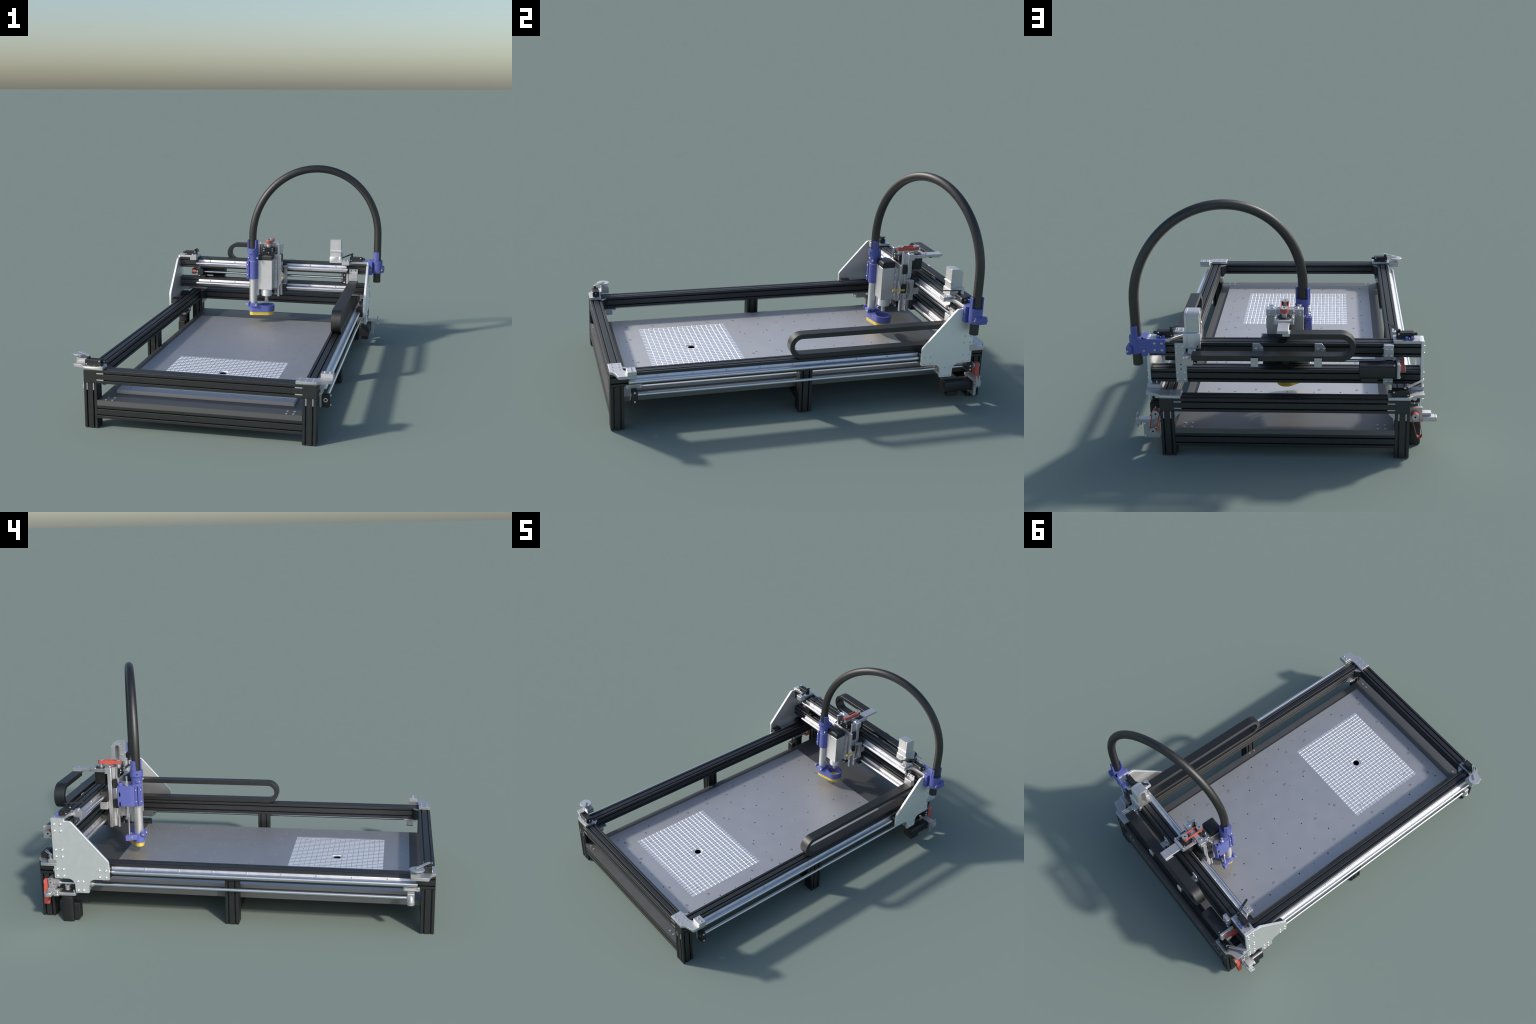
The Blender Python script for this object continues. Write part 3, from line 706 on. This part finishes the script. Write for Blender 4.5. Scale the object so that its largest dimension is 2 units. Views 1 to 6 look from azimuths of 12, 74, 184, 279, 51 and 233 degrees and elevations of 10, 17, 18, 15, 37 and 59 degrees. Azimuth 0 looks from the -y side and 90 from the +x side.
# Z motor on its plate with a tongue for the cable carrier
zm = holed("motor_plate", ALU, root, [(-0.0605, 0.778), (0.0325, 0.778), (0.0325, 0.868), (0.029, 0.874), (-0.057, 0.874), (-0.0605, 0.868)], [[(-0.048, 0.788), (0.020, 0.788), (0.020, 0.857), (-0.048, 0.857)]], 'z', 0.6225, 0.6395)
zmo = motor("stepper_motor", zm, 'z', zc0, 0.8225, 0.5500, 0.6365, 0.0325, 0.006)
box("motor_tongue", ALU, zm, -0.0405, 0.0125, 0.8742, 0.9805, 0.6210, 0.6345, 0.0015)
for x, y in ((0.000, 0.958), (-0.028, 0.972)): screw(zm, (x, y, 0.6345), (0, 0, 1), 0.002, 0.0015, 'dome')
box("chain_end", ALU, zm, -0.050, -0.012, 0.930, 0.978, 0.607, 0.6208, 0.0015)
box("chain_finger", ALU, zm, -0.058, -0.0505, 0.930, 0.935, 0.612, 0.620, 0.0008)
box("chain_finger", ALU, zm, -0.058, -0.0505, 0.973, 0.978, 0.612, 0.620, 0.0008)
for x in (0.0270, -0.0550):
    for y in (0.786, 0.866): rod("motor_stud", CHROME, zm, (x, y, 0.6395), (x, y, 0.656), 0.0042, 12)
for x in (-0.042, 0.014):
    for y in (0.7945, 0.850): screw(zmo, (x, y, 0.6365), (0, 0, 1), 0.0042, 0.005, 'cap')
turned("motor_boss", BLACKP, zmo, (zc0, 0.8225, 0.6366), (0, 0, 1), [(0, 0.021), (0.003, 0.019)], 24)
turned("pulley_hub", ALU, zmo, (zc0, 0.8225, 0.6398), (0, 0, 1), [(0, 0.0115), (0.0205, 0.0115)], 20)
pulley(zmo, (zc0, 0.8225, 0.6605), (0, 0, 1), 0.0155, 0.0250)
pulley(ub, (zc0, 0.7240, 0.6605), (0, 0, 1), 0.0155, 0.0250)
belt("belt", zm, (zc0, 0.7240), (zc0, 0.8225), 0.0157, 0.0157, 'z', 0.6635, 0.6805)

# moving plate, spindle and tool holder
fp_o = [(-0.1010, 0.408), (-0.084, 0.379), (0.0565, 0.379), (0.0735, 0.408), (0.0735, 0.5965), (-0.1010, 0.5965)]
fp = prism("tool_plate", ALU, root, fp_o, 'y', 0.6975, 0.7090, 0.001)
for z in (0.586, 0.557, 0.495, 0.437): screw(fp, (0.062, 0.6975, z), (0, -1, 0), 0.005, 0.001, 'cap', ALU)
box("spindle_flange", ALU, fp, -0.078, 0.050, 0.6815, 0.6973, 0.3795, 0.5700, 0.001)
for z in (0.534, 0.493, 0.452, 0.414):
    for x in (0.0405, -0.0685): screw(fp, (x, 0.6815, z), (0, -1, 0), 0.0062, 0.005, 'cap')
sp = box("spindle_body", WHITE, root, -0.0600, 0.0310, 0.6045, 0.6812, 0.3810, 0.5725, 0.0012)
cap_o = [(0.6050, 0.5727), (0.6810, 0.5727), (0.6810, 0.600), (0.676, 0.6065), (0.612, 0.6065), (0.6050, 0.597)]
prism("spindle_cap", BLACKP, sp, cap_o, 'x', -0.0590, 0.0300, 0.0018)
nose = turned("spindle_nose", PLATE, sp, (-0.0115, 0.6430, 0.3809), (0, 0, -1), [(0, 0.0350), (0.0425, 0.0350), (0.046, 0.0320)], 36, 0.4)
turned("collet", ALU, sp, (-0.0115, 0.6430, 0.3349), (0, 0, -1), [(0, 0.0115), (0.022, 0.0115), (0.022, 0.0095)], 18)
turned("collet_nut", ALU, sp, (-0.0115, 0.6430, 0.3145), (0, 0, -1), [(0, 0.0135), (0.0155, 0.0135)], 6)
ear = [(0.060, 0.508), (0.070, 0.508), (0.078, 0.486), (0.096, 0.468), (0.102, 0.456), (0.096, 0.444), (0.080, 0.428), (0.068, 0.418), (0.060, 0.420)]
er = prism("pin_bracket", ALU, fp, ear, 'y', 0.6905, 0.6973, 0.0008)
turned("stop_pin", YELLOW, er, (0.0895, 0.6500, 0.4560), (0, 1, 0), [(0, 0.0055), (0.002, 0.0065), (0.026, 0.0065), (0.026, 0.005), (0.060, 0.0065), (0.071, 0.0065), (0.074, 0.005)], 16)
hb = [(0.7555, 0.397), (0.7715, 0.397), (0.7715, 0.5175), (0.7255, 0.5175), (0.7255, 0.5135), (0.745, 0.504), (0.7525, 0.482), (0.7525, 0.432), (0.745, 0.411), (0.7255, 0.4015), (0.7255, 0.397)]
prism("carriage_handle", ALU, zb, hb, 'x', 0.0790, 0.1020, 0.001)

# ---- dust shoe, its tube and blue clamps
TX, TY = -0.0890, 0.6030
tube = ring("suction_tube", ALUW, root, (TX, TY, 0.2700), (0, 0, 1), 0.0215, 0.0248, 0.330, 36)
cl_o = [(-0.1370, 0.7010), (-0.1370, 0.6350), (-0.130, 0.6120)] + circle(TX, TY, 0.0300, 22, math.radians(195), math.radians(385), True) + [(-0.0830, 0.6340), (-0.1000, 0.6420), (-0.1060, 0.6600), (-0.1060, 0.7010)]
clamp = prism("tube_clamp", BLUE, root, cl_o, 'z', 0.4525, 0.5665, 0.0012)
box("clamp_flange", BLUE, clamp, -0.1300, -0.1120, 0.5740, 0.5880, 0.4540, 0.5690, 0.002)
box("clamp_flange", BLUE, clamp, -0.1300, -0.1120, 0.5920, 0.6060, 0.4540, 0.5690, 0.002)
for z in (0.545, 0.480):
    screw(clamp, (-0.121, 0.5740, z), (0, -1, 0), 0.0048, 0.004, 'dome')
    screw(clamp, (-0.130, 0.5995, z), (-1, 0, 0), 0.004, 0.003, 'dome')
for z in (0.520, 0.465): box("clamp_dark_patch", DEPTHBLACK, clamp, -0.1374, -0.1368, 0.684, 0.692, z - 0.012, z + 0.012, 0)  # thin black plates imitate recesses in the solid clamp
kn = turned("clamp_knob", BLUE, clamp, (-0.1250, 0.6850, 0.5667), (0, 0, 1), [(0, 0.0145), (0.016, 0.0145), (0.018, 0.0135)], 14, 0.3)
rod("knob_black_disc", DEPTHBLACK, kn, (-0.1250, 0.6850, 0.5848), (-0.1250, 0.6850, 0.5852), 0.006, 12, 0.0001)  # black disc on the knob top imitates a recess
lr = rod("lift_rod", CHROME, root, (-0.1215, 0.6495, 0.287), (-0.1195, 0.6490, 0.620), 0.0055, 16)
rod("rod_collar", CHROME, lr, (-0.1198, 0.6490, 0.5667), (-0.1197, 0.6490, 0.590), 0.0105, 14)
rod("rod_collar", CHROME, lr, (-0.1208, 0.6493, 0.386), (-0.1206, 0.6492, 0.405), 0.0085, 14)

def hose_cuff(parent, x, y, z0, h, r, angs, zp):
    """Round collar with upright toothed fingers that grip the hose."""
    c = ring("hose_collar", BLUE, parent, (x, y, z0), (0, 0, 1), 0.0235, r, h, 40)
    for a in angs:
        pts = circle(x, y, r - 0.0005, 6, a - 0.5, a + 0.5, True) + circle(x, y, 0.0262, 6, a + 0.5, a - 0.5, True)
        f = prism("grip_finger", BLUE, c, pts, 'z', z0 + h, zp, 0.0006)
        p2 = circle(x, y, 0.0262, 4, a - 0.55, a + 0.55, True) + circle(x, y, 0.0243, 4, a + 0.55, a - 0.55, True)
        for k in range(3): prism("grip_tooth", BLUE, f, p2, 'z', z0 + h + 0.006 + 0.008 * k, z0 + h + 0.0095 + 0.008 * k, 0)
        bx = circle(x, y, r + 0.0012, 3, a - 0.10, a + 0.10, True) + circle(x, y, r - 0.002, 3, a + 0.10, a - 0.10, True)
        prism("finger_rib", BLUE, f, bx, 'z', z0 + h - 0.002, zp - 0.001, 0)
    return c
HX, HY = -0.0930, 0.6005
neck = turned("hose_neck", BLUE, root, (TX, TY, 0.5668), (0, 0, 1), [(0, 0.0285), (0.032, 0.0285), (0.050, 0.0345), (0.0512, 0.0352)], 40)
ring("neck_ring", ALU, neck, (TX, TY, 0.5668), (0, 0, 1), 0.0280, 0.0302, 0.0022, 36)
col = hose_cuff(neck, HX, HY, 0.6178, 0.032, 0.0355, [math.radians(a) for a in (163, -18)], 0.7045)
for a in (-65, 200): 
    ra = math.radians(a); screw(neck, (HX + 0.035 * math.cos(ra), HY + 0.035 * math.sin(ra), 0.632), (math.cos(ra), math.sin(ra), 0), 0.0042, 0.001, 'dome', DEPTHBLACK)
for x, y in ((-0.058, 0.583), (-0.116, 0.588)): 
    box("neck_ear", BLUE, neck, x - 0.007, x + 0.007, y - 0.007, y + 0.012, 0.582, 0.598, 0.002)
    screw(neck, (x, y - 0.007, 0.590), (0, -1, 0), 0.0048, 0.004, 'dome')

# shoe: tangent outline round the tube and the spindle ring
SX, SY = -0.0085, 0.6420
def tangent_hull(c0, r0, c1, r1, n=26):
    d = math.atan2(c1[1] - c0[1], c1[0] - c0[0]); L = math.hypot(c1[0] - c0[0], c1[1] - c0[1])
    k = math.acos((r0 - r1) / L)
    return circle(*c0, r0, n, d + k, d + 2 * pi - k, True) + circle(*c1, r1, n, d - k, d + k, True)
def slot_hole(r0, r1):
    return tangent_hull((SX - 0.020, SY - 0.012), r0, (SX + 0.002, SY), r1, 14)
shoe = holed("dust_shoe", BLUE, root, tangent_hull((TX, TY), 0.0275, (SX, SY), 0.0495), [slot_hole(0.022, 0.0385)], 'z', 0.2370, 0.2760)
holed("shoe_brush", YELLOW, shoe, tangent_hull((TX, TY), 0.0245, (SX, SY), 0.0465), [slot_hole(0.019, 0.0355)], 'z', 0.2150, 0.2368)
ring("shoe_socket", BLUE, shoe, (TX, TY, 0.2762), (0, 0, 1), 0.0250, 0.0285, 0.0140, 36)
box("socket_ear", BLUE, shoe, -0.104, -0.055, 0.5680, 0.5800, 0.2720, 0.2945, 0.002)
box("socket_ear", BLUE, shoe, -0.1235, -0.108, 0.5660, 0.5860, 0.2800, 0.3050, 0.003)
screw(shoe, (-0.0640, 0.5680, 0.2840), (0, -1, 0), 0.0050, 0.004, 'dome')
screw(shoe, (-0.1235, 0.5720, 0.2880), (-1, 0, 0), 0.0045, 0.004, 'dome')
base_o = [(-0.1430, 0.6660), (-0.1210, 0.6680), (-0.0880, 0.6560), (-0.0700, 0.640), (-0.0700, 0.610), (-0.1120, 0.6060), (-0.1180, 0.6060)]
rb_ = prism("rod_socket", BLUE, shoe, base_o, 'z', 0.2550, 0.2850, 0.0012)
screw(rb_, (-0.130, 0.6330, 0.2720), (-0.94, -0.34, 0), 0.0045, 0.003, 'dome', ALU)
rod("socket_nut", ALU, rb_, (-0.100, 0.6500, 0.2852), (-0.100, 0.6500, 0.292), 0.0065, 6)

# ---- vacuum hose and the clamp that holds its end on the gantry
P0 = Vector((HX, HY, 0)); P1 = Vector((0.6800, 0.8540, 0))
path = []
for i in range(8): path.append(P0 + Vector((0, 0, 0.612 + (0.72 - 0.612) * i / 8)))
mid = (P0 + P1) / 2; hv = (P1 - P0) / 2
for i in range(57):
    t = pi - pi * i / 56
    path.append(mid + hv * math.cos(t) + Vector((0, 0, 0.72 + 0.4340 * math.sin(t))))
for i in range(1, 13): path.append(P1 + Vector((0, 0, 0.72 - (0.72 - 0.412) * i / 12)))
sweep("vacuum_hose", HOSEM, root, path, 0.0236, 32)

hc = holed("hose_clamp", BLUE, root, circle(0.680, 0.854, 0.0345, 36), [circle(0.680, 0.854, 0.0238, 28)], 'z', 0.4755, 0.5440)
hose_cuff(hc, 0.680, 0.854, 0.5442, 0.012, 0.0345, [math.radians(a) for a in (-97, 83)], 0.6125)
arm_o = [(0.5385, 0.8808), (0.5385, 0.8930), (0.646, 0.8930), (0.668, 0.888), (0.662, 0.872), (0.650, 0.866), (0.640, 0.8808)]
ca = prism("clamp_bracket", BLUE, hc, arm_o, 'z', 0.4820, 0.5525, 0.0015)
box("clamp_side", BLUE, hc, 0.6255, 0.6530, 0.8085, 0.8925, 0.4660, 0.5525, 0.002)
for x in (0.555, 0.589):
    for z in (0.532, 0.498): screw(ca, (x, 0.893, z), (0, 1, 0), 0.0065, 0.003, 'dome', ALU)
lug_o = [(0.700, 0.832), (0.7195, 0.836), (0.7240, 0.845), (0.7240, 0.897), (0.719, 0.902), (0.700, 0.902), (0.694, 0.886), (0.709, 0.870), (0.712, 0.850)]
lg = prism("clamp_lug", BLUE, hc, lug_o, 'z', 0.4775, 0.5130, 0.0012)
screw(lg, (0.716, 0.902, 0.4945), (0, 1, 0), 0.006, 0.005, 'dome', ALU)
screw(lg, (0.712, 0.833, 0.4945), (0, -1, 0), 0.004, 0.002, 'dome', YELLOW)
screw(hc, (0.6425, 0.8085, 0.4975), (0, -1, 0), 0.004, 0.001, 'dome', YELLOW)
screw(hc, (0.640, 0.8925, 0.4945), (0, 1, 0), 0.006, 0.004, 'dome', ALU)
